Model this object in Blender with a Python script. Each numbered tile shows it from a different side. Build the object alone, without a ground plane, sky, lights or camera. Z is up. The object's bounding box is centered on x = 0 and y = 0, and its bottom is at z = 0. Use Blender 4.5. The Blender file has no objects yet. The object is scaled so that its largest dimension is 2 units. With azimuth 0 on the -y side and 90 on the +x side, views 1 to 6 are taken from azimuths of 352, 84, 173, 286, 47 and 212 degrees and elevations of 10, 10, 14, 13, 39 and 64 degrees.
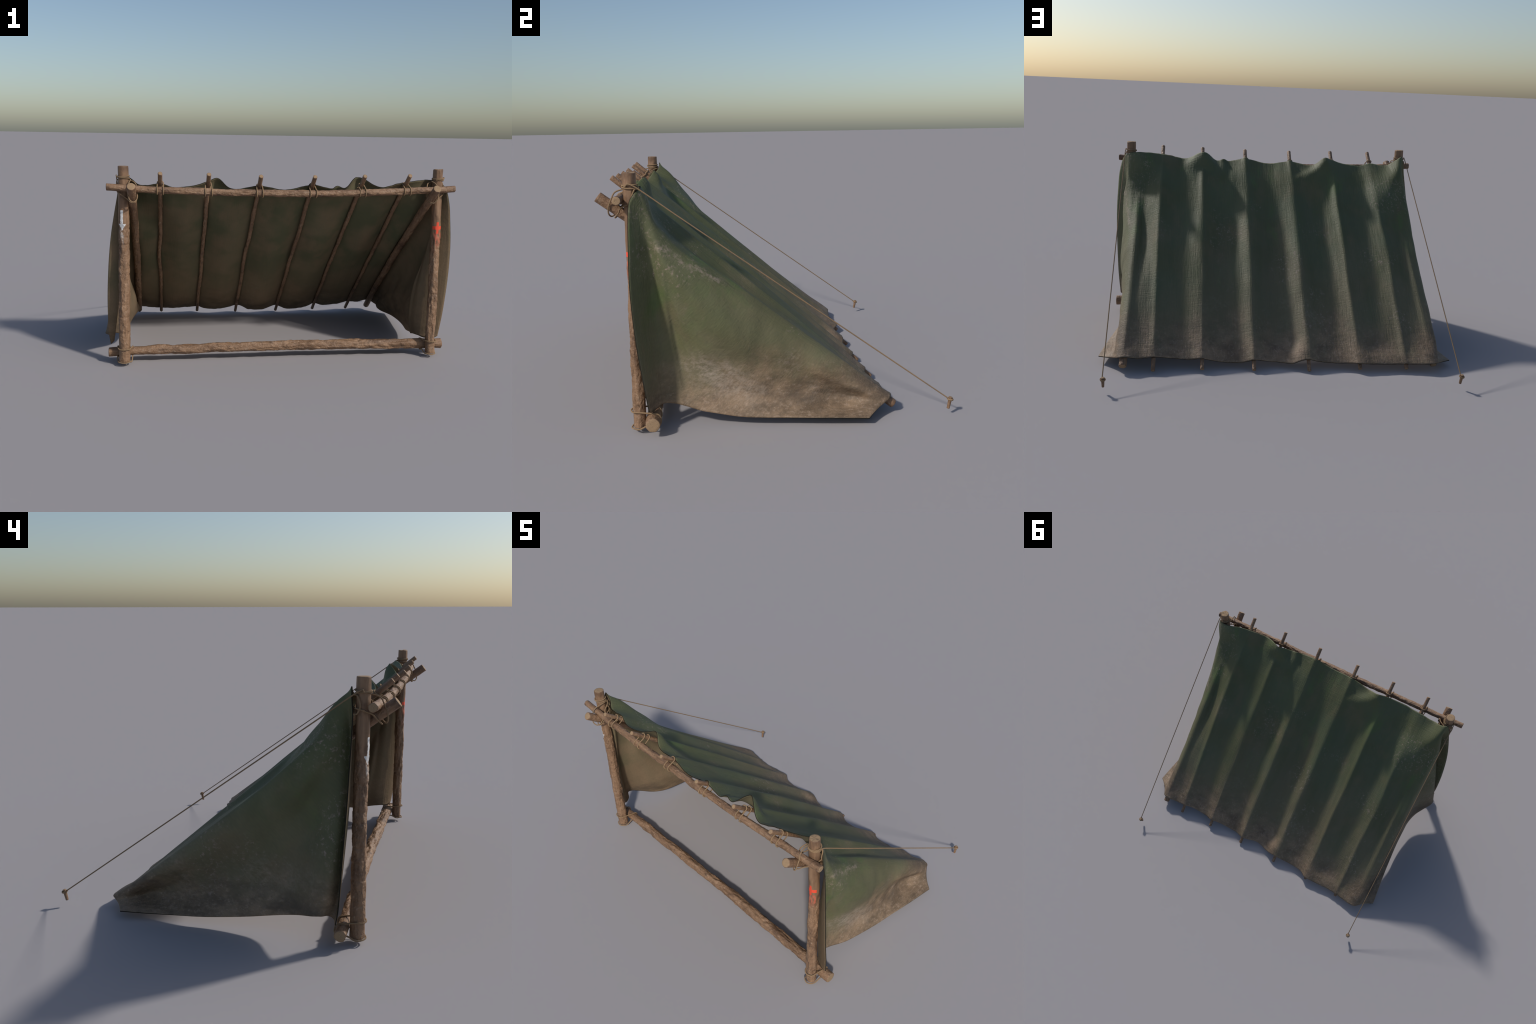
import bpy, bmesh, math, random
import numpy as np
from mathutils import Vector, Matrix, noise

random.seed(7)
RNG = np.random.default_rng(7)

# ------------------------------------------------------------------ node helpers
def new_mat(name):
    m = bpy.data.materials.new(name); m.use_nodes = True
    nt = m.node_tree; nt.nodes.clear()
    return m, NT(nt)

class NT:
    def __init__(s, nt): s.nt = nt
    def n(s, typ, **kw):
        nd = s.nt.nodes.new(typ)
        for k, v in kw.items(): setattr(nd, k, v)
        return nd
    def put(s, sock, v):
        if isinstance(v, bpy.types.NodeSocket): s.nt.links.new(v, sock)
        elif v is not None:
            if hasattr(sock.default_value, '__len__') and not hasattr(v, '__len__'): v = [v] * len(sock.default_value)
            if hasattr(v, '__len__') and len(v) == 3 and len(sock.default_value) == 4: v = (*v, 1)
            sock.default_value = v
    def math(s, op, a, b=None, c=None, clamp=False):
        nd = s.n('ShaderNodeMath', operation=op, use_clamp=clamp)
        s.put(nd.inputs[0], a)
        if b is not None: s.put(nd.inputs[1], b)
        if c is not None: s.put(nd.inputs[2], c)
        return nd.outputs[0]
    def mix(s, f, a, b, blend='MIX'):
        nd = s.n('ShaderNodeMix', data_type='RGBA', blend_type=blend)
        s.put(nd.inputs[0], f); s.put(nd.inputs[6], a); s.put(nd.inputs[7], b)
        return nd.outputs[2]
    def ramp(s, v, lo, hi, a=0.0, b=1.0, smooth=True):
        if lo > hi: lo, hi, a, b = hi, lo, b, a
        nd = s.n('ShaderNodeMapRange', interpolation_type='SMOOTHSTEP' if smooth else 'LINEAR')
        s.put(nd.inputs[0], v); s.put(nd.inputs[1], lo); s.put(nd.inputs[2], hi); s.put(nd.inputs[3], a); s.put(nd.inputs[4], b)
        return nd.outputs[0]
    def noise(s, vec, scale=5, detail=4, rough=.55, w=None, dist=0):
        nd = s.n('ShaderNodeTexNoise', noise_dimensions='4D' if w is not None else '3D')
        s.put(nd.inputs['Vector'], vec); s.put(nd.inputs['Scale'], scale); s.put(nd.inputs['Detail'], detail)
        s.put(nd.inputs['Roughness'], rough); s.put(nd.inputs['Distortion'], dist)
        if w is not None: s.put(nd.inputs['W'], w)
        return nd.outputs[0]
    def mapping(s, vec, scale=(1, 1, 1), rot=(0, 0, 0), loc=(0, 0, 0)):
        nd = s.n('ShaderNodeMapping'); s.put(nd.inputs[0], vec)
        nd.inputs['Location'].default_value = loc; nd.inputs['Rotation'].default_value = rot; nd.inputs['Scale'].default_value = scale
        return nd.outputs[0]
    def obj(s): return s.n('ShaderNodeTexCoord').outputs['Object']
    def sep(s, v):
        nd = s.n('ShaderNodeSeparateXYZ'); s.put(nd.inputs[0], v); return nd.outputs
    def comb(s, x, y, z):
        nd = s.n('ShaderNodeCombineXYZ'); s.put(nd.inputs[0], x); s.put(nd.inputs[1], y); s.put(nd.inputs[2], z); return nd.outputs[0]
    def bump(s, h, strength=.3, dist=.005, nrm=None):
        nd = s.n('ShaderNodeBump'); s.put(nd.inputs['Strength'], strength); s.put(nd.inputs['Distance'], dist)
        s.put(nd.inputs['Height'], h)
        if nrm is not None: s.put(nd.inputs['Normal'], nrm)
        return nd.outputs[0]
    def out(s, col, rough=.85, nrm=None, spec=.25):
        b = s.n('ShaderNodeBsdfPrincipled'); o = s.n('ShaderNodeOutputMaterial')
        s.put(b.inputs['Base Color'], col); s.put(b.inputs['Roughness'], rough)
        s.put(b.inputs['Specular IOR Level'], spec)
        if nrm is not None: s.put(b.inputs['Normal'], nrm)
        s.nt.links.new(b.outputs[0], o.inputs[0])

# ------------------------------------------------------------------ materials
def canvas_material(name, inner):
    m, t = new_mat(name)
    P = t.obj(); x, y, z = t.sep(P)
    slope = t.math('SUBTRACT', t.math('MULTIPLY', y, .758), t.math('MULTIPLY', z, .652))   # distance down the roof
    q = t.comb(x, slope, t.math('MULTIPLY', z, .35))
    big = t.noise(P, 3.0, 3, .5)
    med = t.noise(t.mapping(P, (7, 5, 4)), 1, 5, .55, w=2.2)
    streak = t.noise(t.mapping(q, (20, 1.3, 1.5)), 1.0, 4, .55)
    side = t.ramp(t.math('ABSOLUTE', x), .80, .89)
    if inner:
        g1, g2, br = (.098, .100, .054), (.158, .128, .075), (.202, .138, .084)
        col = t.mix(t.ramp(big, .42, .62), g1, g2)
        col = t.mix(t.math('MULTIPLY', t.ramp(med, .46, .66), .55), col, br)
        col = t.mix(t.ramp(z, .62, .15, 0, .6), col, br)
        col = t.mix(t.math('MULTIPLY', side, t.ramp(t.noise(P, 6, 5, .65, w=2.9), .35, .6, .35, .85)), col, br)
    else:
        g1, g2, br = (.088, .096, .041), (.134, .130, .054), (.156, .122, .063)  # greens tinted warmer, blue cut, to match the roof's tone in blue sky shade
        g2 = t.mix(side, (.090, .106, .053), (.134, .140, .070))
        col = t.mix(t.ramp(big, .36, .62), g1, g2)
        col = t.mix(t.math('MULTIPLY', t.ramp(med, .50, .70), t.math('ADD', .50, t.math('MULTIPLY', side, .25))), col, br)
    if not inner:
        moss = t.math('MULTIPLY', t.ramp(t.noise(t.mapping(q, (7, 3, 2)), 1, 5, .6, w=6.6), .55, .68), t.ramp(z, .22, .40))
        col = t.mix(t.math('MULTIPLY', moss, .8), col, (.086, .128, .040))
    col = t.mix(t.math('MULTIPLY', t.ramp(streak, .45, .75), .25), col, (.120, .118, .070))
    if not inner:
        film = t.math('MULTIPLY', t.ramp(t.math('ADD', z, t.math('MULTIPLY', t.math('SUBTRACT', t.noise(t.mapping(q, (8, 1.9, 1.5)), 1, 5, .65, w=4.4), .5), 1.3)), .78, .14), .52)
        col = t.mix(film, col, (.180, .138, .086))
    # soil rubbed into the lower cloth, with a ragged upper limit
    rag = t.math('SUBTRACT', t.noise(t.mapping(P, (6, 5, 3.5)), 1, 7, .68), .5)
    lim = t.math('ADD', t.math('ADD', z, t.ramp(side, 0, 1, .06, 0)), t.math('MULTIPLY', rag, .46))
    dirt = t.ramp(lim, .34, .08)
    dn = t.noise(t.mapping(P, (8, 8, 16)), 1, 7, .7, w=.7)
    dcol = t.mix(t.ramp(dn, .34, .66), (.125, .083, .052), (.275, .185, .116))
    col = t.mix(t.math('MULTIPLY', dirt, .95 if not inner else .6), col, dcol)
    # pale fibrous rubbed patches
    fib = t.noise(t.mapping(P, (48, 30, 60), (.5, 0, 0)), 1, 6, .75)
    patch = t.math('MULTIPLY', t.ramp(t.noise(P, 4.2, 4, .55, w=3.1), .50, .66), t.ramp(fib, .40, .66))
    band = t.math('MULTIPLY', t.ramp(z, .04, .14), t.ramp(z, .36, .22))
    amt = t.math('MULTIPLY', t.math('MULTIPLY', patch, band), t.math('ADD', .30, t.math('MULTIPLY', side, .40)) if not inner else .15)
    col = t.mix(amt, col, (.37, .300, .235))
    if not inner:
        # a big rubbed bloom low on both side walls, towards the front
        by = t.math('MULTIPLY', t.math('ADD', y, .27), 5.2); bz = t.math('MULTIPLY', t.math('ADD', t.math('SUBTRACT', z, .205), t.math('MULTIPLY', t.math('ADD', y, .27), .38)), 10)
        rr = t.math('SQRT', t.math('ADD', t.math('MULTIPLY', by, by), t.math('MULTIPLY', bz, bz)))
        bloom = t.math('MULTIPLY', t.math('MULTIPLY', t.ramp(t.math('ADD', rr, t.math('MULTIPLY', rag, 2.2)), 1.15, .15), side), t.ramp(fib, .30, .62))
        bloom = t.math('MULTIPLY', bloom, t.ramp(x, -.1, .1, .25, .62))
        col = t.mix(bloom, col, (.385, .315, .250))
        # pinkish chafe marks where the cloth is dragged over the side rafters
        chz = t.math('SUBTRACT', z, t.math('SUBTRACT', .474, t.math('MULTIPLY', y, .642)))
        chz = t.math('ADD', chz, t.math('MULTIPLY', rag, .06))
        ch = t.math('MULTIPLY', t.ramp(t.math('ABSOLUTE', chz), .036, .0), t.math('MULTIPLY', side, t.math('MULTIPLY', t.ramp(y, -.20, -.30), t.ramp(y, -.57, -.50))))
        ch = t.math('MULTIPLY', ch, t.ramp(t.noise(t.mapping(P, (55, 26, 42)), 1, 6, .8, w=1.2), .44, .62))
        col = t.mix(t.math('MULTIPLY', ch, t.math('MULTIPLY', t.ramp(med, .30, .50), t.ramp(x, -.1, .1, .08, .62))), col, (.40, .305, .255))
        # scattered scuffs; most of them near the upper corner by the left post
        zone = t.math('ADD', t.ramp(t.noise(P, 3.5, 3, .5, w=9.0), .53, .65), t.math('MULTIPLY', t.math('MULTIPLY', t.ramp(x, -.58, -.68), t.ramp(z, .70, .80)), t.ramp(z, .96, .90)), clamp=True)
        grit = t.math('MULTIPLY', t.ramp(t.noise(t.mapping(P, (60, 40, 60)), 1, 6, .8, w=8.1), .50, .66), dirt)
        col = t.mix(t.math('MULTIPLY', grit, .5), col, (.40, .30, .225))
        spots = t.math('MULTIPLY', t.ramp(t.noise(t.mapping(P, (70, 50, 50)), 1, 5, .75), .53, .67), zone)
        col = t.mix(t.math('MULTIPLY', spots, .72), col, (.33, .245, .205))
    # dark smears low on the cloth
    sm = t.math('MULTIPLY', t.ramp(t.noise(t.mapping(P, (1.5, 3, 8)), 1.0, 5, .6, w=5.5), .50, .66), t.math('MULTIPLY', t.ramp(z, .24, .16), t.ramp(z, .06, .10)))
    col = t.mix(t.math('MULTIPLY', sm, t.math('ADD', .12, t.math('MULTIPLY', side, .5))), col, (.070, .052, .038))
    fine = t.noise(t.mapping(q, (160, 160, 160)), 1, 2, .6)
    col = t.mix(t.math('MULTIPLY', t.ramp(fine, .3, .7), .18), col, (.05, .055, .038))
    # weave and creases as bump
    wob = t.comb(t.math('ADD', x, t.math('MULTIPLY', t.noise(P, 14, 2), .02)), slope, t.math('MULTIPLY', z, .35))
    w1 = t.noise(t.mapping(wob, (105, 5, 22)), 1.0, 3, .55)
    w2 = t.noise(t.mapping(wob, (8, 120, 120)), 1.0, 3, .55)
    cr = t.noise(P, 50, 5, .65)
    h = t.math('ADD', t.math('ADD', t.math('MULTIPLY', w1, .8), t.math('MULTIPLY', w2, .4)), t.math('MULTIPLY', cr, t.math('ADD', t.math('MULTIPLY', dirt, .7), .2)))
    nb = t.bump(h, .55 if not inner else .3, .006)
    t.out(col, .64 if not inner else .85, nb, .38 if not inner else .2)
    return m

def hem_material():
    m, t = new_mat('dark_hem')
    P = t.obj()
    t.out(t.mix(t.noise(P, 40, 3), (.016, .015, .011), (.032, .028, .020)), .9, None, .1)
    return m

def wood_material(name, peel, mark=None, pale=0.0, length=1.0):
    """weathered round wood; local z runs along the stick, peel = (z0, z1) bark end"""
    m, t = new_mat(name)
    P = t.obj(); x, y, z = t.sep(P)
    rnd = t.n('ShaderNodeObjectInfo').outputs['Random']
    w = t.math('MULTIPLY', rnd, 20)
    grain = t.noise(t.mapping(P, (46, 46, 5)), 1, 4, .58, w=w)
    blot = t.noise(t.mapping(P, (16, 16, 9)), 1, 5, .62, w=w)
    speck = t.noise(t.mapping(P, (70, 70, 40)), 1, 4, .7, w=w)
    col = t.mix(t.ramp(grain, .3, .7), (.172, .099, .056), (.268, .162, .094))
    col = t.mix(t.math('MULTIPLY', t.ramp(blot, .5, .68), .7), col, (.090, .050, .030))
    col = t.mix(t.math('MULTIPLY', t.ramp(blot, .44, .30), .5), col, (.30, .192, .118))
    bark = t.ramp(z, peel[0], peel[1])
    sp = t.math('MULTIPLY', t.ramp(speck, .55, .72), t.math('ADD', t.math('MULTIPLY', bark, .6), .12))
    col = t.mix(sp, col, (.37, .27, .19))
    dk = t.math('MULTIPLY', t.ramp(t.noise(t.mapping(P, (45, 45, 26)), 1, 5, .7, w=w), .56, .70), t.math('ADD', t.math('MULTIPLY', bark, .65), .1))
    col = t.mix(dk, col, (.070, .042, .027))
    if mark:
        ang = t.math('ARCTAN2', x, t.math('MULTIPLY', y, -1))
        a = t.math('MULTIPLY', t.math('SUBTRACT', ang, mark[1]), .029)       # arc length
        h = t.math('SUBTRACT', z, mark[2])
        jag = t.math('MULTIPLY', t.math('SUBTRACT', t.noise(P, 110, 3), .5), .0012 if mark[0] == 'cross' else .008)
        aa = t.math('ADD', t.math('ABSOLUTE', a), jag)
        ha = t.math('ADD', t.math('ABSOLUTE', h), jag)
        inside = lambda v, lim: t.ramp(v, lim, lim - .0014)
        run_n = t.noise(t.mapping(P, (95, 95, 22)), 1, 4, .65)
        if mark[0] == 'cross':
            c = t.math('MAXIMUM', t.math('MULTIPLY', inside(aa, .0085), inside(ha, .034)),
                       t.math('MULTIPLY', inside(aa, .036), inside(ha, .0105)))
            runs = t.math('MULTIPLY', t.math('MULTIPLY', t.ramp(run_n, .44, .60), inside(aa, .032)),
                          t.math('MULTIPLY', t.ramp(h, -.165, -.05), t.ramp(h, -.020, -.034)))
            col = t.mix(t.math('MULTIPLY', runs, .65), col, (.56, .13, .075))
            col = t.mix(t.math('MULTIPLY', c, .97), col, (.74, .075, .033))
        else:
            # arrow pointing down: stem, head, and thin runs of paint
            stem = t.math('MULTIPLY', inside(aa, .0085), t.math('MULTIPLY', t.ramp(h, .080, .0785), t.ramp(h, .0, .002)))
            hw = t.math('MULTIPLY', t.math('ADD', h, .034), .62)
            head = t.math('MULTIPLY', t.ramp(t.math('SUBTRACT', aa, hw), .001, -.001), t.math('MULTIPLY', t.ramp(h, -.036, -.034), t.ramp(h, .006, .004)))
            c = t.math('MULTIPLY', t.math('MAXIMUM', stem, head), t.ramp(run_n, .36, .48))
            runs = t.math('MULTIPLY', t.math('MULTIPLY', t.ramp(run_n, .47, .62), inside(aa, .014)),
                          t.math('MULTIPLY', t.ramp(h, -.15, -.03), t.ramp(h, -.01, -.03)))
            col = t.mix(t.math('MULTIPLY', runs, .75), col, (.60, .55, .50))
            col = t.mix(t.math('MULTIPLY', c, .95), col, (.70, .70, .69))
    lumps = t.noise(t.mapping(P, (34, 34, 24)), 1, 4, .6, w=w)
    hgt = t.math('ADD', t.math('MULTIPLY', grain, .6), t.math('MULTIPLY', t.math('SUBTRACT', sp, dk), .6))
    nb = t.bump(lumps, t.math('ADD', .22, t.math('MULTIPLY', bark, .6)), .018)
    t.out(col, .58, t.bump(hgt, t.math('ADD', .2, t.math('MULTIPLY', bark, .3)), .004, nb), .4)
    return m

def end_material():
    m, t = new_mat('cut_wood')
    P = t.obj(); x, y, z = t.sep(P)
    r = t.math('SQRT', t.math('ADD', t.math('MULTIPLY', x, x), t.math('MULTIPLY', y, y)))
    r = t.math('ADD', r, t.math('MULTIPLY', t.noise(P, 90, 3), .006))
    ring = t.math('SINE', t.math('MULTIPLY', r, 1500))
    col = t.mix(t.ramp(ring, -1, 1), (.25, .165, .096), (.36, .25, .15))
    col = t.mix(t.math('MULTIPLY', t.ramp(t.noise(P, 120, 4), .52, .7), .6), col, (.19, .125, .08))
    t.out(col, .8, t.bump(ring, .25, .001), .2)
    return m

def rope_material():
    m, t = new_mat('hemp_rope')
    P = t.obj()
    n = t.noise(P, 260, 3, .6); b = t.noise(P, 9, 3)
    col = t.mix(n, (.19, .122, .068), (.34, .232, .135))
    col = t.mix(t.math('MULTIPLY', t.ramp(b, .45, .65), .4), col, (.19, .14, .095))
    t.out(col, .8, t.bump(n, .3, .001), .2)
    return m

MAT_END = end_material(); MAT_ROPE = rope_material(); MAT_HEM = hem_material()
MAT_OUT = canvas_material('canvas_outside', False); MAT_IN = canvas_material('canvas_inside', True)

# ------------------------------------------------------------------ objects
ROOT = bpy.data.objects.new('lean_to_shelter', None)
bpy.context.scene.collection.objects.link(ROOT)
ROOT['label'] = 'low lean-to shelter of lashed poles under a worn green tarp'
ROOT['category'] = 'tent shelter'

def add(name, me, parent=ROOT, mats=(), loc=None, rot=None):
    ob = bpy.data.objects.new(name, me)
    for mt in mats: me.materials.append(mt)
    bpy.context.scene.collection.objects.link(ob)
    if rot is not None: ob.rotation_euler = rot
    if loc is not None: ob.location = loc
    if parent: ob.parent = parent
    return ob

def mesh(name, verts, faces, smooth=True):
    me = bpy.data.meshes.new(name)
    me.from_pydata([tuple(v) for v in verts], [], faces); me.validate()
    if smooth: me.polygons.foreach_set('use_smooth', [True] * len(me.polygons))
    return me

def fbm(p, oct=4):
    return noise.fractal(Vector(p), .9, 2.0, oct)

AXES = []
def pole(name, p0, p1, r0, r1, mat, bark=(0, 0), rough=.0006, lump=.0015, bend=.003, seed=0, sides=40, step=.005,
         notches=(), rim=.0025, pull=None, chop=0.0, bow=(0, 0, 0)):
    """round stick from p0 to p1; bark = (from,to) along its length where the bark is rough"""
    p0, p1 = Vector(p0), Vector(p1); ax = p1 - p0; L = ax.length
    q = Vector((0, 0, 1)).rotation_difference(ax.normalized())
    if abs(ax.normalized().z) > .95: q = Vector((0, 0, 1)).rotation_difference(ax.normalized())
    n = max(24, int(L / step)); o = seed * 17.3; bl = q.inverted() @ Vector(bow)
    ts = [0, rim * .4 / L, rim / L] + [rim / L + (1 - 2 * rim / L) * i / n for i in range(1, n)] + [1 - rim / L, 1 - rim * .4 / L, 1]
    V = []; F = []
    rows = len(ts); track = []
    for i, tt in enumerate(ts):
        zz = tt * L; r = r0 + (r1 - r0) * tt
        env = math.sin(math.pi * tt)
        cx = bend * env * noise.noise(Vector((zz * 3.2, o, 1))) * 2; cy = bend * env * noise.noise(Vector((zz * 3.2, o, 9))) * 2
        cx += bl.x * (1 - (2 * tt - 1) ** 2); cy += bl.y * (1 - (2 * tt - 1) ** 2)      # natural bow of the stick
        if pull:                                    # a local kink of the stick, in its local x
            for pz, wid, amp in pull: cx += amp * math.exp(-((tt - pz) / wid) ** 2)
        track.append((*(p0 + q @ Vector((cx, cy, zz))), r))
        d = 0.0
        if i in (0, rows - 1): d = rim
        elif i in (1, rows - 2): d = rim * .38
        bk = 0.0
        if bark[1] > bark[0]:
            bk = min(1, max(0, (tt - bark[0]) / .03)) * min(1, max(0, (bark[1] - tt) / .03))
        for j in range(sides):
            a = 2 * math.pi * j / sides; c, s = math.cos(a), math.sin(a)
            rr = r - d
            rr += lump * fbm((c * 1.3 + o, s * 1.3, zz * 9), 3) * (1 + bk)
            rr += rough * fbm((c * 3 + o, s * 3, zz * 22 + 5), 3)
            if bk:
                f = fbm((c * 2.2 + o + 40, s * 2.2, zz * 30), 4)
                rr += bk * (.0022 * f - .0035 * max(0, abs(noise.noise(Vector((c * 1.2 + o, s * 1.2, zz * 17)))) * -6 + .55))
            for nz, depth in notches:
                w = (zz - nz - .006 * noise.noise(Vector((c * 1.5, s * 1.5, nz * 50 + o)))) / .0045
                rr -= depth * math.exp(-w * w) * (.6 + .8 * noise.noise(Vector((c, s, nz * 31))))
            zo = 0
            if chop and tt > .9: zo = chop * (noise.noise(Vector((c * 1.2 + o, s * 1.2, 3))) - .2) * (1 if i >= rows - 3 else 0) * min(1, .5)
            V.append((cx + rr * c, cy + rr * s, zz + zo))
    for i in range(rows - 1):
        for j in range(sides):
            k = (j + 1) % sides
            F.append((i * sides + j, i * sides + k, (i + 1) * sides + k, (i + 1) * sides + j))
    AXES.append((name, np.array(track)))
    ends = []
    for base, flip in ((0, True), ((rows - 1) * sides, False)):
        prev = list(range(base, base + sides))
        cen = np.mean([V[k] for k in prev], axis=0)
        for fr, dz in ((.72, .0006), (.35, .0012)):
            cur = []
            for k in prev[:]:
                v = np.array(V[k]) if fr == .72 else np.array(V[k])
                p = cen + (np.array(V[base + (k - prev[0])]) - cen) * fr
                p[2] += (-dz if flip else dz) * (.5 + noise.noise(Vector((p[0] * 90, p[1] * 90, o))))
                V.append(tuple(p)); cur.append(len(V) - 1)
            for j in range(sides):
                k = (j + 1) % sides
                f = (prev[j], prev[k], cur[k], cur[j]); ends.append(len(F)); F.append(f[::-1] if flip else f)
            prev = cur
        V.append(tuple(cen)); ci = len(V) - 1
        for j in range(sides):
            k = (j + 1) % sides
            f = (prev[j], prev[k], ci); ends.append(len(F)); F.append(f[::-1] if flip else f)
    me = mesh(name, V, F)
    ob = add(name, me, mats=(mat, MAT_END), loc=p0, rot=q.to_euler())
    mi = np.zeros(len(me.polygons), int); mi[ends] = 1
    me.polygons.foreach_set('material_index', mi)
    return ob

# ------------------------------------------------------------------ ropes
def catmull(pts, closed, step):
    P = [np.array(p, float) for p in pts]; n = len(P); out = []
    segs = n if closed else n - 1
    for i in range(segs):
        if closed: a, b, c, d = P[(i - 1) % n], P[i], P[(i + 1) % n], P[(i + 2) % n]
        else: a, b, c, d = P[max(i - 1, 0)], P[i], P[i + 1], P[min(i + 2, n - 1)]
        m = max(2, int(np.linalg.norm(c - b) / step))
        for k in range(m):
            t = k / m
            out.append(.5 * ((2 * b) + (c - a) * t + (2 * a - 5 * b + 4 * c - d) * t * t + (3 * b - a - 3 * c + d) * t ** 3))
    if not closed: out.append(P[-1])
    return np.array(out)

def rope_geo(V, F, pts, radius, closed=False, step=.0022, pitch=.016, strands=3, sides=6):
    C = catmull(pts, closed, step); n = len(C)
    T = np.roll(C, -1, 0) - np.roll(C, 1, 0)
    if not closed: T[0] = C[1] - C[0]; T[-1] = C[-1] - C[-2]
    T /= np.linalg.norm(T, axis=1)[:, None]
    up = np.array([0, 0, 1.0]) if abs(T[0][2]) < .9 else np.array([1.0, 0, 0])
    N = [np.cross(T[0], up)]; N[0] /= np.linalg.norm(N[0])
    for i in range(1, n):
        v = N[-1] - T[i] * np.dot(N[-1], T[i]); N.append(v / np.linalg.norm(v))
    N = np.array(N); B = np.cross(T, N)
    arc = np.r_[0, np.cumsum(np.linalg.norm(np.diff(C, axis=0), axis=1))]
    tot = arc[-1] + (np.linalg.norm(C[0] - C[-1]) if closed else 0)
    twist = 0
    if closed:
        e = N[-1] - T[0] * np.dot(N[-1], T[0]); twist = math.atan2(np.dot(e, B[0]), np.dot(e, N[0]))
    turns = max(1, round(tot / pitch)) * 2 * math.pi - twist
    sr, off = radius * .56, radius * .47
    for k in range(strands):
        base = len(V); ph = 2 * math.pi * k / strands + arc / tot * turns
        cen = C + off * (np.cos(ph)[:, None] * N + np.sin(ph)[:, None] * B)
        for i in range(n):
            for j in range(sides):
                a = 2 * math.pi * j / sides
                V.append(tuple(cen[i] + sr * (math.cos(a) * N[i] + math.sin(a) * B[i])))
        for i in range(n if closed else n - 1):
            i2 = (i + 1) % n
            for j in range(sides):
                j2 = (j + 1) % sides
                # a closed rope may meet itself one third of a turn on; strand count divides the turn so faces still close
                F.append((base + i * sides + j, base + i * sides + j2, base + i2 * sides + j2, base + i2 * sides + j))
        if not closed:
            F.append(tuple(base + j for j in range(sides))[::-1]); F.append(tuple(base + (n - 1) * sides + j for j in range(sides)))

def rope(name, paths, radius, parent=ROOT, **kw):
    V, F = [], []
    for pts, closed in paths: rope_geo(V, F, pts, radius, closed, **kw)
    return add(name, mesh(name, V, F), parent, (MAT_ROPE,))

def lashing(c, a, b, n, ra, rb, A, B, rr, jit=0.0, Bf=None, h=None):
    """one turn of a square lashing: bar along a (radius ra, centre c), crossing stick along b lying on side n"""
    c, a, b, n = (np.array(v, float) for v in (c, a, b, n)); h = ra + rb if h is None else h
    RA, RB = ra + rr, rb + rr
    k = lambda x, y, z: c + a * (x + jit * random.uniform(-1, 1)) + b * (y + jit * random.uniform(-1, 1)) + n * z
    Bf = B if Bf is None else Bf
    return [k(-RB, B, h), k(-.72 * RB, B, h + .72 * RB), k(0, B, h + RB), k(.72 * RB, B, h + .72 * RB), k(RB, B, h),
            k(A, RA, .2 * RA), k(A, .72 * RA, -.72 * RA), k(A, 0, -RA), k(A, -.72 * RA, -.72 * RA), k(A, -RA, 0), k(A, -.72 * RA, .72 * RA),
            k(RB, -Bf, h), k(.72 * RB, -Bf, h + .72 * RB), k(0, -Bf, h + RB), k(-.72 * RB, -Bf, h + .72 * RB), k(-RB, -Bf, h),
            k(-A, -.72 * RA, .72 * RA), k(-A, -RA, 0), k(-A, -.72 * RA, -.72 * RA), k(-A, 0, -RA), k(-A, .72 * RA, -.72 * RA), k(-A, RA, .2 * RA)]

# ------------------------------------------------------------------ the frame
POST_L = wood_material('post_wood_arrow', (.82, .72), ('arrow', -.32, .775))
POST_R = wood_material('post_wood_cross', (.72, .62), ('cross', .08, .752))
POLE = wood_material('pole_wood', (9, 8))
BARK = wood_material('bark_wood', (3, 2.9))

pl = pole('post', (-.879, -.619, .022), (-.871, -.611, 1.113), .0315, .0282, POST_L, (.05, .77), .0007, .0016, .002, 1, 48, .005,
          [(.17, .003), (.26, .004), (.33, .003), (.40, .004), (.455, .003), (.50, .003), (.55, .0025), (.60, .002), (.665, .005), (.71, .002), (.755, .003)])
pr = pole('post', (.911, -.616, .024), (.899, -.613, 1.111), .0275, .0272, POST_R, (.05, .68), .0007, .0022, .003, 2, 48, .005,
          [(.22, .003), (.36, .004), (.50, .003), (.63, .002)], chop=.012)
pole('top_bar', (-.959, -.660, 1.003), (.984, -.661, 1.002), .0188, .0188, POLE, (.08, .93), .0006, .0016, .002, 3, 36, .006, bow=(0, -.007, -.029))
pole('bottom_bar', (-.971, -.561, .060), (1.000, -.558, .061), .0252, .0300, BARK, (.09, .93), .0010, .0032, .003, 4, 48, .005, bow=(0, .008, .009))
pole('side_rafter', (-.833, .510, .032), (-.825, -.743, 1.013), .0185, .0232, POLE, (.1, .75), .0006, .0013, .002, 5, 36, .006, bow=(.007, .006, .007))
pole('side_rafter', (.855, .515, .036), (.846, -.750, 1.009), .0200, .0225, POLE, (.1, .75), .0006, .0013, .002, 6, 36, .006, bow=(-.012, .004, .005))
RAFTERS = [(-.674, -.676), (-.415, -.417), (-.135, -.136), (.162, .163), (.443, .441), (.701, .698)]
SAGTOP = [(1.080, -.706), (1.077, -.703), (1.069, -.712), (1.069, -.712), (1.074, -.708), (1.079, -.706)]
SAGBOT = [(.019, .528), (.017, .524), (.0095, .524), (.011, .517), (.018, .518), (.016, .529)]
KINK = [[(.47, .10, -.011)], [(.35, .1, .004)], [(.45, .12, -.003)], [(.6, .1, .003)], [(.4, .1, -.003)], [(.55, .12, .004)]]
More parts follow.
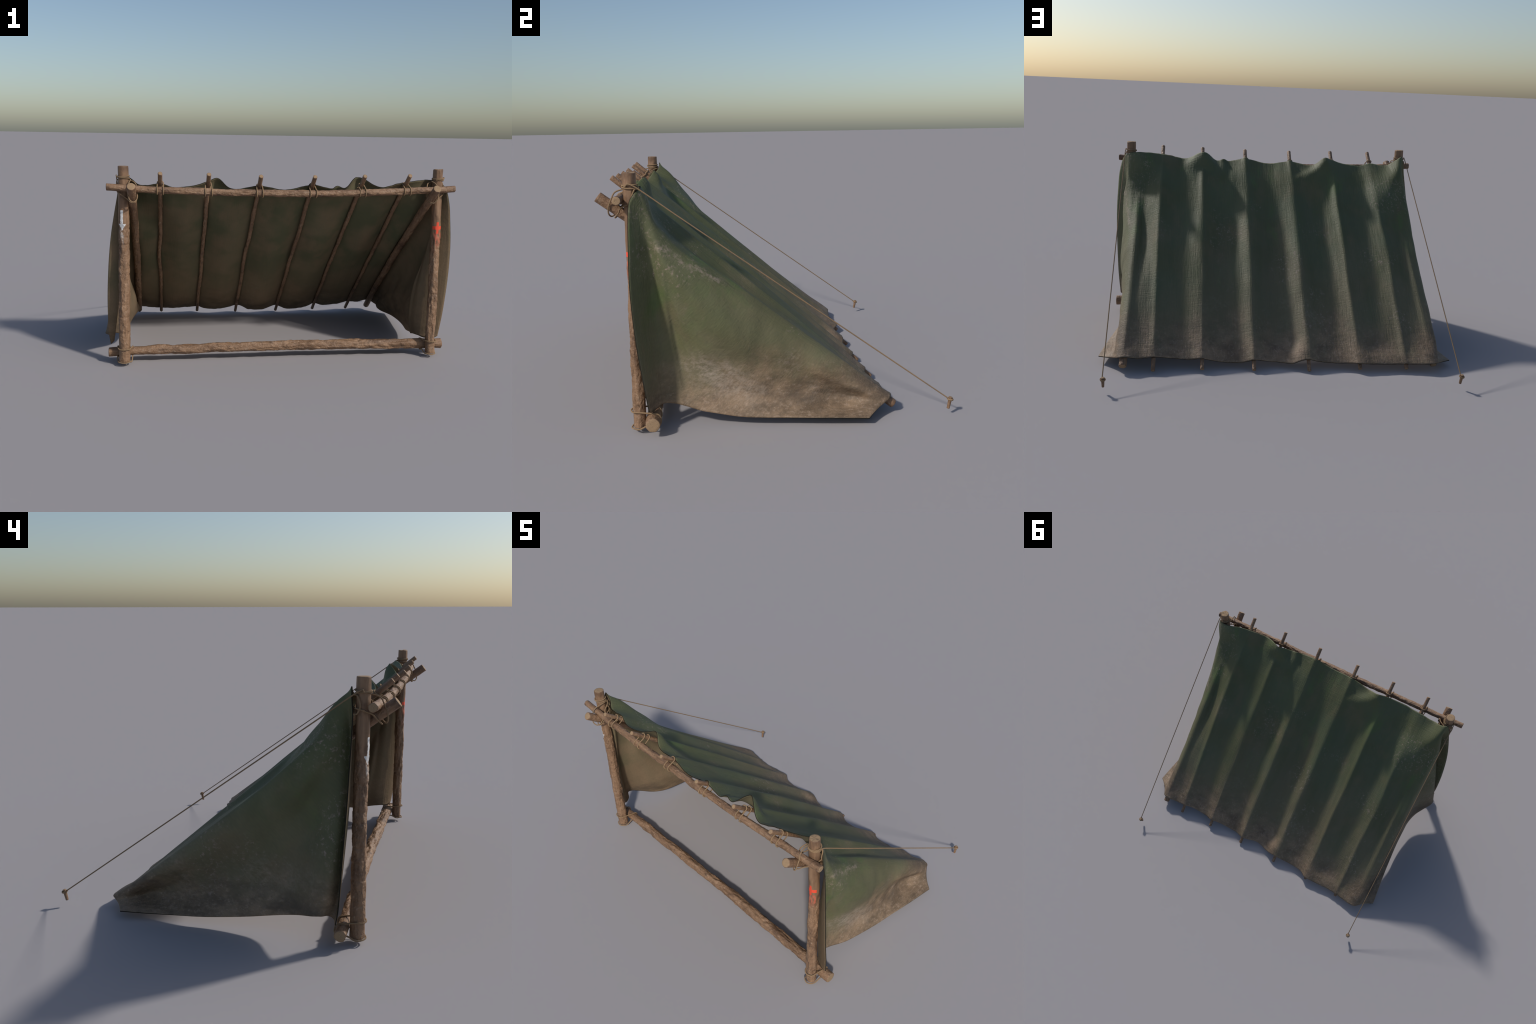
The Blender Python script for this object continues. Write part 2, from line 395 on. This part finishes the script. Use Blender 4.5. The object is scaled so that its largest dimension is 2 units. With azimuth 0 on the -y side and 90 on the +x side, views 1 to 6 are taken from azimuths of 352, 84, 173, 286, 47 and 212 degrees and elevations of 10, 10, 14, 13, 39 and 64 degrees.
for i, (xt, xb) in enumerate(RAFTERS):
    kk = KINK[i]
    pole('rafter', (xb, SAGBOT[i][1], SAGBOT[i][0]), (xt, SAGTOP[i][1], SAGTOP[i][0]), .0105, .0120, POLE, (.08, .85),
         .0005, .0010, .0025, 10 + i, 24, .007, rim=.0018, pull=kk, bow=(0, .004, .005))

# lashings
RR = .0035
dvec = np.array([0, .7576, -.6527]); nvec = np.array([0, .6527, .7576])
for i, (xt, xb) in enumerate(RAFTERS):
    u = (xt + .959) / 1.943; sag = 1 - (2 * u - 1) ** 2
    bz = 1.0025 - .029 * sag; by = -.6605 - .007 * sag
    rz = SAGTOP[i][0] + (by - SAGTOP[i][1]) / (SAGBOT[i][1] - SAGTOP[i][1]) * (SAGBOT[i][0] - SAGTOP[i][0]) + .003
    h = (rz - bz) * .7576                                              # gap between bar and rafter axes
    rope('rafter_lashing', [(lashing((xt, by, bz), (1, 0, 0), dvec, nvec, .0192, .0122, .0165 + .001 * (i % 2), .036, RR, .0010, .004, h), True)], RR)
for sx, px, rb in ((-1, -.878, .0315), (1, .9105, .0278)):
    ra = .0262 if sx < 0 else .0300
    h = ra + rb
    rope('base_lashing', [(lashing((px, -.5595, .061), (1, 0, 0), (0, 0, 1), (0, -1, 0), ra + .0005, rb + .001, rb + .009, .038, .0038, .002), True)], .0038)

def top_lashing(sx, px, rp):
    """rings on the post and two turns that take in the bar and the side rafter"""
    X = lambda d: sx * (abs(px) + d)          # d > 0 is away from the middle
    ring = lambda zc, tilt: [(px + (rp + RR) * math.cos(a), -.612 + (rp + RR) * math.sin(a), zc + tilt * math.sin(a + 1)) for a in np.linspace(0, 2 * math.pi, 13)[:-1]]
    turn = [(X(-.020), -.580, 1.030), (X(-.038), -.622, 1.040), (X(-.034), -.672, 1.030), (X(-.026), -.690, 1.004), (X(-.027), -.704, .970),
            (X(-.036), -.706, .940), (X(-.055), -.696, .926), (X(-.070), -.680, .936), (X(-.076), -.668, .955), (X(-.070), -.640, .975),
            (X(-.044), -.590, .985), (X(-.010), -.576, .985), (X(.028), -.588, .990), (X(.034), -.610, .985), (X(.018), -.650, .968),
            (X(-.015), -.664, .945), (X(-.046), -.682, .922), (X(-.068), -.672, .928), (X(-.074), -.640, .965), (X(-.070), -.634, 1.01),
            (X(-.050), -.600, 1.03), (X(-.010), -.577, 1.036), (X(.030), -.592, 1.04), (X(.036), -.605, 1.00), (X(.030), -.590, .968), (X(.0), -.576, .985), (X(-.035), -.585, 1.01)]
    rope('top_lashing', [(ring(1.058, .002), True), (ring(1.049, -.004), True), (turn, True)], RR)
top_lashing(-1, -.871, .0286); top_lashing(1, .900, .0275)

# guy ropes and pegs
for px, pegt, pegb in ((-.872, (-.900, .757, .0815), (-.897, .746, .0285)), (.900, (.925, .758, .0815), (.926, .747, .0275))):
    sx = 1 if px > 0 else -1
    start = np.array((px + sx * .036, -.594, 1.055)); end = np.array((pegt[0] + .004, pegt[1] - .011, pegt[2] - .006))
    path = [(px - .02, -.640, 1.049), (px + sx * .026, -.630, 1.054), tuple(start)]
    if px < 0: path = [(px - .012, -.640, 1.049), (px - .033, -.618, 1.054), tuple(start)]
    for k in range(1, 9):
        f = k / 8; p = start + (end - start) * f; path.append(tuple(p))
    g = rope('guy_rope', [(path, False)], .0031, step=.0030, pitch=.017)
    ax = (Vector(pegt) - Vector(pegb)).normalized(); u = ax.orthogonal().normalized(); v = ax.cross(u)
    coil = []
    for k in range(31):
        a = k / 30 * 2 * math.pi * 2.3; c = Vector(pegt) - ax * (.0135 - .005 * k / 30)
        coil.append(tuple(c + (u * math.cos(a) + v * math.sin(a)) * .0118))
    pole('peg', pegb, pegt, .0066, .0088, POLE, (0, 0), .0005, .0008, 0, 30 + sx, 20, .003, rim=.0015)
    rope('peg_knot', [(coil, False)], .0030, step=.0025)

# ------------------------------------------------------------------ the tarp
DS = np.array([0, .7577, -.6526]); NN = np.array([0, .6526, .7577]); OO = np.array([0, 0, .485])
def to_so(y, z):
    y = np.asarray(y, float); z = np.asarray(z, float) - OO[2]
    return y * DS[1] + z * DS[2], y * NN[1] + z * NN[2]

def smooth(t): t = np.clip(t, 0, 1); return t * t * (3 - 2 * t)

def spl(xs, ys, x):
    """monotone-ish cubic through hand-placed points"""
    xs = np.asarray(xs, float); ys = np.asarray(ys, float); x = np.clip(x, xs[0], xs[-1])
    d = np.diff(ys) / np.diff(xs); m = np.r_[d[0], (d[:-1] + d[1:]) / 2, d[-1]]
    for i in range(1, len(xs) - 1):
        if d[i - 1] * d[i] <= 0: m[i] *= .25
    i = np.clip(np.searchsorted(xs, x, side='right') - 1, 0, len(xs) - 2); h = xs[i + 1] - xs[i]; t = (x - xs[i]) / h
    return (2 * t**3 - 3 * t**2 + 1) * ys[i] + (t**3 - 2 * t**2 + t) * h * m[i] + (-2 * t**3 + 3 * t**2) * ys[i + 1] + (t**3 - t**2) * h * m[i + 1]

# upper hem of the roof: x, y, z
TOP = np.array([(-.879, -.566, 1.080), (-.855, -.567, 1.056), (-.830, -.572, 1.038), (-.791, -.595, 1.010), (-.745, -.599, 1.006), (-.703, -.600, 1.014), (-.672, -.602, 1.017), (-.640, -.608, 1.010), (-.600, -.616, 1.001),
    (-.562, -.623, 1.001), (-.519, -.620, 1.006), (-.473, -.614, 1.014), (-.428, -.604, 1.028), (-.375, -.587, 1.042), (-.345, -.594, 1.027), (-.300, -.614, .996), (-.250, -.624, .990), (-.191, -.630, 1.003), (-.133, -.632, 1.012),
    (-.071, -.640, 1.003), (-.009, -.648, .991), (.050, -.648, .997), (.107, -.648, 1.008), (.165, -.648, 1.018), (.222, -.650, 1.008), (.271, -.652, .999), (.310, -.636, 1.012), (.342, -.640, .999), (.372, -.628, 1.012), (.408, -.600, 1.042), (.435, -.585, 1.053),
    (.465, -.602, 1.046), (.515, -.632, 1.020), (.562, -.648, 1.008), (.620, -.641, 1.019), (.680, -.626, 1.032), (.740, -.614, 1.039), (.790, -.598, 1.044), (.850, -.576, 1.046), (.900, -.574, 1.042), (.934, -.592, 1.030)])
# lower hem
BOT = np.array([(-.842, .530, .055), (-.805, .536, .055), (-.745, .526, .048), (-.675, .517, .049), (-.600, .510, .044), (-.542, .514, .046), (-.480, .517, .049), (-.416, .519, .051), (-.362, .488, .042),
    (-.300, .480, .040), (-.256, .480, .043), (-.190, .482, .050), (-.128, .488, .064), (-.095, .486, .056), (-.051, .474, .035), (.0, .456, .032), (.049, .450, .037),
    (.110, .470, .052), (.161, .482, .060), (.190, .474, .050), (.219, .464, .041), (.280, .458, .036), (.344, .460, .042), (.400, .468, .056), (.442, .482, .070),
    (.500, .468, .060), (.560, .462, .060), (.623, .464, .067), (.703, .484, .080), (.780, .486, .074), (.853, .498, .084), (.884, .488, .076)])
BOT[:, 1] += .005; BOT[:, 2] -= .003
# side ridges, where the roof turns into the walls: x, y, z going down
RID_L = np.array([(-.879, -.566, 1.080), (-.881, -.546, 1.032), (-.882, -.520, .975), (-.881, -.470, .906), (-.879, -.384, .815), (-.877, -.290, .728), (-.872, -.200, .645), (-.866, .0, .476), (-.861, .290, .240), (-.853, .470, .100), (-.842, .533, .052)])
RID_R = np.array([(.934, -.592, 1.030), (.924, -.567, .988), (.915, -.536, .934), (.907, -.500, .874), (.898, -.440, .806), (.889, -.360, .740), (.880, -.270, .668), (.870, -.116, .552), (.865, .0, .464), (.866, .200, .308), (.875, .400, .150), (.884, .491, .073)])
# front hem of the walls, going down, and bottom hem going back: (t, x, y, z)
FR_L = np.array([(-.879, -.566, 1.080), (-.896, -.571, 1.020), (-.906, -.577, .960), (-.925, -.577, .862), (-.945, -.575, .748), (-.958, -.573, .634), (-.966, -.568, .516), (-.971, -.562, .395), (-.972, -.556, .272), (-.968, -.549, .160), (-.960, -.539, .101)])
FR_R = np.array([(.934, -.592, 1.030), (.952, -.612, 1.000), (.975, -.620, .914), (.986, -.623, .808), (.994, -.625, .698), (.997, -.622, .586), (.996, -.615, .472), (.992, -.604, .357), (.986, -.589, .240), (.973, -.572, .112)])
BT_L = np.array([(0, -.960, -.539, .101), (.025, -.942, -.531, .119), (.05, -.950, -.508, .136), (.08, -.992, -.480, .147), (.12, -.989, -.447, .142), (.17, -.957, -.395, .126), (.25, -.914, -.322, .099), (.31, -.895, -.250, .079), (.38, -.893, -.170, .063),
    (.50, -.896, -.047, .045), (.62, -.906, .075, .035), (.74, -.918, .197, .033), (.87, -.933, .320, .032), (1, -.949, .444, .033)])
BT_R = np.array([(0, .973, -.572, .112), (.02, .945, -.564, .097), (.038, .898, -.545, .095), (.055, .870, -.520, .104), (.085, .862, -.475, .100), (.14, .868, -.420, .086), (.21, .885, -.360, .070), (.32, .903, -.298, .061), (.44, .918, -.187, .043),
    (.56, .938, -.076, .040), (.68, .954, .036, .039), (.79, .971, .147, .038), (.90, .985, .258, .037), (1, .997, .368, .034)])

NT_, NC, NW = 190, 300, 90
sT, oT = to_so(TOP[:, 1], TOP[:, 2]); sB, oB = to_so(BOT[:, 1], BOT[:, 2])
sL, oL = to_so(RID_L[:, 1], RID_L[:, 2]); sR, oR = to_so(RID_R[:, 1], RID_R[:, 2])
tt = np.linspace(0, 1, NT_)
f = np.linspace(0, 1, NC)
NODES = [-.675, -.416, -.1355, .1625, .442, .700]
SAGHI = [.024, .046, .046, .054, .048, .038, .034]     # depth of the slack between the sticks, upper and lower cloth
SAGLO = [.012, .024, .040, .064, .042, .026, .008]
roof = np.zeros((NT_, NC, 3))
for i, t in enumerate(tt):
    sl = sL[0] + (sL[-1] - sL[0]) * t; sr = sR[0] + (sR[-1] - sR[0]) * t
    xl = spl(sL, RID_L[:, 0], sl); xr = spl(sR, RID_R[:, 0], sr)
    x = xl + (xr - xl) * f
    # keep the hem features where they were seen while the sides converge
    s0 = spl(TOP[:, 0], sT, x); s1 = spl(BOT[:, 0], sB, x)
    s = s0 + (s1 - s0) * t
    ol = spl(sL, oL, sl); orr = spl(sR, oR, sr)
    xn = np.array([xl] + [nx + .016 * noise.noise(Vector((q_ * 3.3, t * 2.4, 31.0))) * smooth(t / .2) * smooth((1 - t) / .2) for q_, nx in enumerate(NODES)] + [xr]); rb_ = .006 * math.sin(math.pi * t); on = np.array([ol, rb_ + .002, rb_, rb_, rb_, rb_, rb_, orr])
    k = np.clip(np.searchsorted(xn, x, side='right') - 1, 0, 6); fr = np.clip((x - xn[k]) / (xn[k + 1] - xn[k]), 0, 1)
    sagv = (np.array(SAGHI)[k] * (1 - smooth((t - .35) / .45)) + np.array(SAGLO)[k] * smooth((t - .35) / .45)) * (.40 + .60 * smooth(t / .32)) * (1 + .55 * np.array([noise.noise(Vector((kk * 3.1, t * 3.4, 2))) for kk in k]))
    shp = 4 * fr * (1 - fr)
    shp = .35 * shp + .65 * shp ** 1.5 * (1 + .3 * (fr - .5) * noise.noise(Vector((t * 2.2, 4.4, 1))))
    mid = on[k] * (1 - smooth(fr)) + on[k + 1] * smooth(fr) - sagv * shp
    top = spl(TOP[:, 0], oT, x); bot = spl(BOT[:, 0], oB, x)
    ds = (s - s0)
    dec = .22 - .10 * np.exp(-((x - .44) / .11) ** 2) - .06 * np.exp(-((x + .36) / .08) ** 2) - .09 * smooth((x - .70) / .12)
    w = 1 - smooth(ds / dec)
    wb = 1 - smooth((s1 - s) / .16)
    off = mid + (top - mid) * w
    off = off + (bot - off) * wb
    # slanting fold ridges that start at the raised parts of the hem
    def fold(xa, da, xb, db, hgt, wa, wb_, rl=.05):
        L = math.hypot(xb - xa, db - da); ux, ud = (xb - xa) / L, (db - da) / L
        p = (x - xa) * ux + (ds - da) * ud; qd = (x - xa) * -ud + (ds - da) * ux
        return hgt * smooth((p + .02) / rl) * smooth((L - p) / (L * .6)) * np.exp(-(qd / np.where(qd < 0, wa, wb_)) ** 2)
    # (start x, start depth, end x, end depth, height, width on the +x side, width on the -x side)
    off = off + fold(-.37, .0, -.13, .19, .026, .028, .06) + fold(.44, -.01, .58, .09, .012, .03, .05) + fold(.44, .0, .27, .13, .014, .05, .03) \
        - fold(.40, .07, .46, .26, .014, .04, .04) + fold(-.855, .0, -.69, .52, .046, .10, .05, .20) - fold(-.60, .0, -.655, .34, .012, .03, .03) \
        + fold(.86, .16, .80, .55, .010, .03, .03) - fold(.80, .20, .78, .60, .006, .02, .02) + fold(.19, .0, .165, .22, .008, .03, .02)
    nz = np.array([.0040 * noise.fractal(Vector((xx * 9, t * 4.5, 7.7)), .8, 2, 4) + .0017 * noise.fractal(Vector((xx * 34, t * 7, 1.7)), .8, 2, 3) for xx in x])
    edge = np.minimum(1, np.minimum(f, 1 - f) * 40)
    nz = nz + np.array([.0070 * noise.noise(Vector((xx * 7.5, t * 2.6 + xx * 1.5, 21.7))) for xx in x]) * smooth(ds / .15) * smooth((s1 - s) / .1)
    off = off + nz * edge
    roof[i, :, 0] = x; roof[i, :, 1] = DS[1] * s + NN[1] * off; roof[i, :, 2] = OO[2] + DS[2] * s + NN[2] * off
    # exact ridges
    roof[i, 0] = (xl, DS[1] * sl + NN[1] * ol, OO[2] + DS[2] * sl + NN[2] * ol)
    roof[i, -1] = (xr, DS[1] * sr + NN[1] * orr, OO[2] + DS[2] * sr + NN[2] * orr)

def arc_curve(P, n):
    a = np.r_[0, np.cumsum(np.linalg.norm(np.diff(P, axis=0), axis=1))]; a /= a[-1]; q = np.linspace(0, 1, n)
    return np.stack([spl(a, P[:, c], q) for c in range(3)], 1)

VS = np.linspace(0, 1, 61)
SM_R = spl([0, .12, .28, .45, .60, .74, .87, 1], [0, .010, .004, -.026, -.046, -.060, -.052, 0], VS)
SM_L = spl([0, .12, .25, .40, .55, .70, .85, 1], [0, .006, -.008, -.036, -.058, -.060, -.042, 0], VS)
TM = [0, .15, .30, .50, .70, .85, .95, 1]      # how strong the hollow is from front to back
MR = [.8, .82, .74, .66, .92, 1.25, 1.2, .7]; ML = [.8, .75, .85, 1.0, 1.15, 1.35, 1.2, .6]
PULLS = [(.0, .03, .36, .30, .012, .035), (.02, .10, .30, .44, -.008, .04), (.10, .30, .55, .80, .006, .05), (.35, .08, .50, .55, .006, .03), (.55, .10, .66, .6, .006, .03), (.72, .12, .80, .55, .005, .025)]

def wall(ridge, FRm, BTm, sx):
    v = np.linspace(0, 1, NW + 1)
    # bottom hem: t for the hem is shared with the ridge rows
    bot = np.stack([spl(BTm[:, 0], BTm[:, c], tt) for c in (1, 2, 3)], 1)
    fr = arc_curve(FRm, NW + 1)
    bk = ridge[-1][None] * (1 - v[:, None]) + bot[-1][None] * v[:, None]
    bk += np.array([-sx * .010, -.004, -.004])[None] * np.sin(math.pi * v)[:, None]
    T = tt[:, None, None]; Vv = v[None, :, None]
    S = (1 - Vv) * ridge[:, None] + Vv * bot[:, None] + (1 - T) * fr[None] + T * bk[None]
    S -= (1 - T) * (1 - Vv) * ridge[0] + T * (1 - Vv) * ridge[-1] + (1 - T) * Vv * bot[0] + T * Vv * bot[-1]
    for i in range(NT_):
        for j in range(1, NW + 1):
            t, vv = tt[i], v[j]
            e = math.sin(math.pi * vv) ** .7 * smooth(t / .1) * smooth((1 - t) / .1)
            p = S[i, j]
            d = .008 * noise.fractal(Vector((t * 7 + vv * 1.5 + sx * 5, vv * 2.2, 3.3)), .9, 2, 3)
            d += .0050 * math.sin(t * 44 + 2.5 * noise.noise(Vector((t * 6, vv * 2.5, sx)))) * math.exp(-vv * 2.6) * (.6 + noise.noise(Vector((t * 9, 5, sx))))
            d += .0016 * noise.fractal(Vector((p[1] * 22, p[2] * 22, sx * 2)), .9, 2, 3)
            # pull folds that run down and back from the tied upper corner
            for t0, v0, t1, v1, hh, ww in PULLS:
                L = math.hypot(t1 - t0, v1 - v0); ut, uv = (t1 - t0) / L, (v1 - v0) / L
                pp = ((t - t0) * ut + (vv - v0) * uv) / L; qq = (t - t0) * -uv + (vv - v0) * ut
                if 0 < pp < 1: d += hh * math.sin(math.pi * pp) * math.exp(-(qq / ww) ** 2)
            d *= e
            # bellies out below the side rafter, hollow above the hem, kicking out again at the hem
            env = smooth((t - .05) / .10) * smooth((1 - t) / .10)
            if sx > 0:
                d += env * (float(np.interp(vv, VS, SM_R)) * float(np.interp(t, TM, MR)) - .030 * math.exp(-((t - .14) / .06) ** 2) * math.exp(-((vv - .55) / .22) ** 2) - .022 * math.exp(-((t - .84) / .16) ** 2) * math.exp(-((vv - .45) / .28) ** 2) + .028 * math.exp(-((t - .40) / .11) ** 2) * math.exp(-((vv - .38) / .18) ** 2))
                cr = np.interp(t, [0, .03, .05, .08, .12], [0, -.045, -.064, -.045, 0]) * math.sin(math.pi * vv ** 1.15) ** .7
                S[i, j, 1] += np.interp(t, [0, .03, .05, .10, .20], [0, .026, .036, .030, 0]) * math.sin(math.pi * vv) ** .6
            else:
                d += env * float(np.interp(vv, VS, SM_L)) * float(np.interp(t, TM, ML)) - .050 * math.exp(-((t - .16) / .09) ** 2) * math.exp(-((vv - .38) / .22) ** 2) \
                    + env * .006 * math.exp(-((t - .82) / .18) ** 2) * math.exp(-((vv - .40) / .3) ** 2)
                cr = np.interp(t, [0, .025, .05, .08, .13], [0, -.060, -.075, -.040, 0]) * math.sin(math.pi * vv ** .85) ** .6
                S[i, j, 1] += np.interp(t, [0, .025, .05, .08, .13], [0, -.012, -.030, -.024, 0]) * math.sin(math.pi * vv) ** .5
            d += cr
            S[i, j, 0] += sx * d
    return S

WL = wall(roof[:, 0], FR_L, BT_L, -1); WR = wall(roof[:, -1], FR_R, BT_R, 1)
G = np.concatenate([WL[:, :0:-1], roof, WR[:, 1:]], axis=1)          # one cloth, row = down the slope
nr, nc = G.shape[:2]
for _ in range(10):                                                   # soften the turn over the side rafters
    for cc in (NW, NW + NC - 1):
        sl = slice(cc - 9, cc + 10)
        sm = (G[:, cc - 10:cc + 9] + G[:, cc - 8:cc + 11]) / 2
        wgt = np.ones(nr); wgt[:2] = .3
        G[:, sl] += (sm - G[:, sl]) * (.5 * wgt)[:, None, None]

def drape(G):
    """push the cloth out of the sticks it lies on"""
    s_ = G[..., 1] * DS[1] + (G[..., 2] - OO[2]) * DS[2]; o_ = G[..., 1] * NN[1] + (G[..., 2] - OO[2]) * NN[2]
    for nm, tr in AXES:
        if 'rafter' not in nm: continue
        ts_ = tr[:, 1] * DS[1] + (tr[:, 2] - OO[2]) * DS[2]; to_ = tr[:, 1] * NN[1] + (tr[:, 2] - OO[2]) * NN[2]
        k = np.argsort(ts_); g = lambda a: np.interp(s_, ts_[k], a[k])
        ax, ao, R = g(tr[:, 0]), g(to_), g(tr[:, 3]) + .0058
        dx = np.abs(G[..., 0] - ax); need = ao + np.sqrt(np.maximum(R * R - dx * dx, 0)) - np.maximum(dx - R, 0) * .9 + .6 * np.exp(-np.maximum(dx - R, 0) / .02) * 0
        roofc = np.zeros(G.shape[:2], bool); roofc[:, NW:NW + NC] = True
        lift = np.where(roofc & (dx < R * 2.6), np.maximum(need - o_, 0), 0)
        G[..., 1] += lift * NN[1]; G[..., 2] += lift * NN[2]; o_ = o_ + lift
        if nm == 'side_rafter':
            sx = np.sign(tr[0, 0]); do = np.abs(o_ - ao)
            wallc = ~roofc & (np.sign(G[..., 0]) == sx) & (do < R)
            need = sx * ax + np.sqrt(np.maximum(R * R - do * do, 0))
            G[..., 0] = np.where(wallc, sx * np.maximum(sx * G[..., 0], need), G[..., 0])
def clear_posts(G):
    for nm, tr in AXES:
        if nm != 'post': continue
        z_ = G[..., 2]; cx, cy, R = (np.interp(z_, tr[:, 2], tr[:, c]) for c in (0, 1, 3))
        dx, dy = G[..., 0] - cx, G[..., 1] - cy; dd = np.maximum(np.hypot(dx, dy), 1e-5); push = np.maximum(R + .006 - dd, 0) * (z_ < 1.0)
        G[..., 0] += dx / dd * push; G[..., 1] += dy / dd * push
for rnd in range(3):
    drape(G); clear_posts(G)
    if True:
        for _ in range((8, 8, 4)[rnd]):
            sm = (G[1:-1, :-2] + G[1:-1, 2:] + G[:-2, 1:-1] + G[2:, 1:-1]) / 4
            G[1:-1, 1:-1] += (sm - G[1:-1, 1:-1]) * .5
idx = np.arange(nr * nc).reshape(nr, nc)
faces = np.stack([idx[:-1, :-1], idx[:-1, 1:], idx[1:, 1:], idx[1:, :-1]], -1).reshape(-1, 4)
me = mesh('tarpaulin', G.reshape(-1, 3), [tuple(int(a) for a in q) for q in faces])
tarp = add('tarpaulin', me, mats=(MAT_OUT, MAT_IN, MAT_HEM))
sol = tarp.modifiers.new('thickness', 'SOLIDIFY'); sol.thickness = .0048; sol.offset = 0
sol.material_offset = 1; sol.material_offset_rim = 2; sol.use_even_offset = False
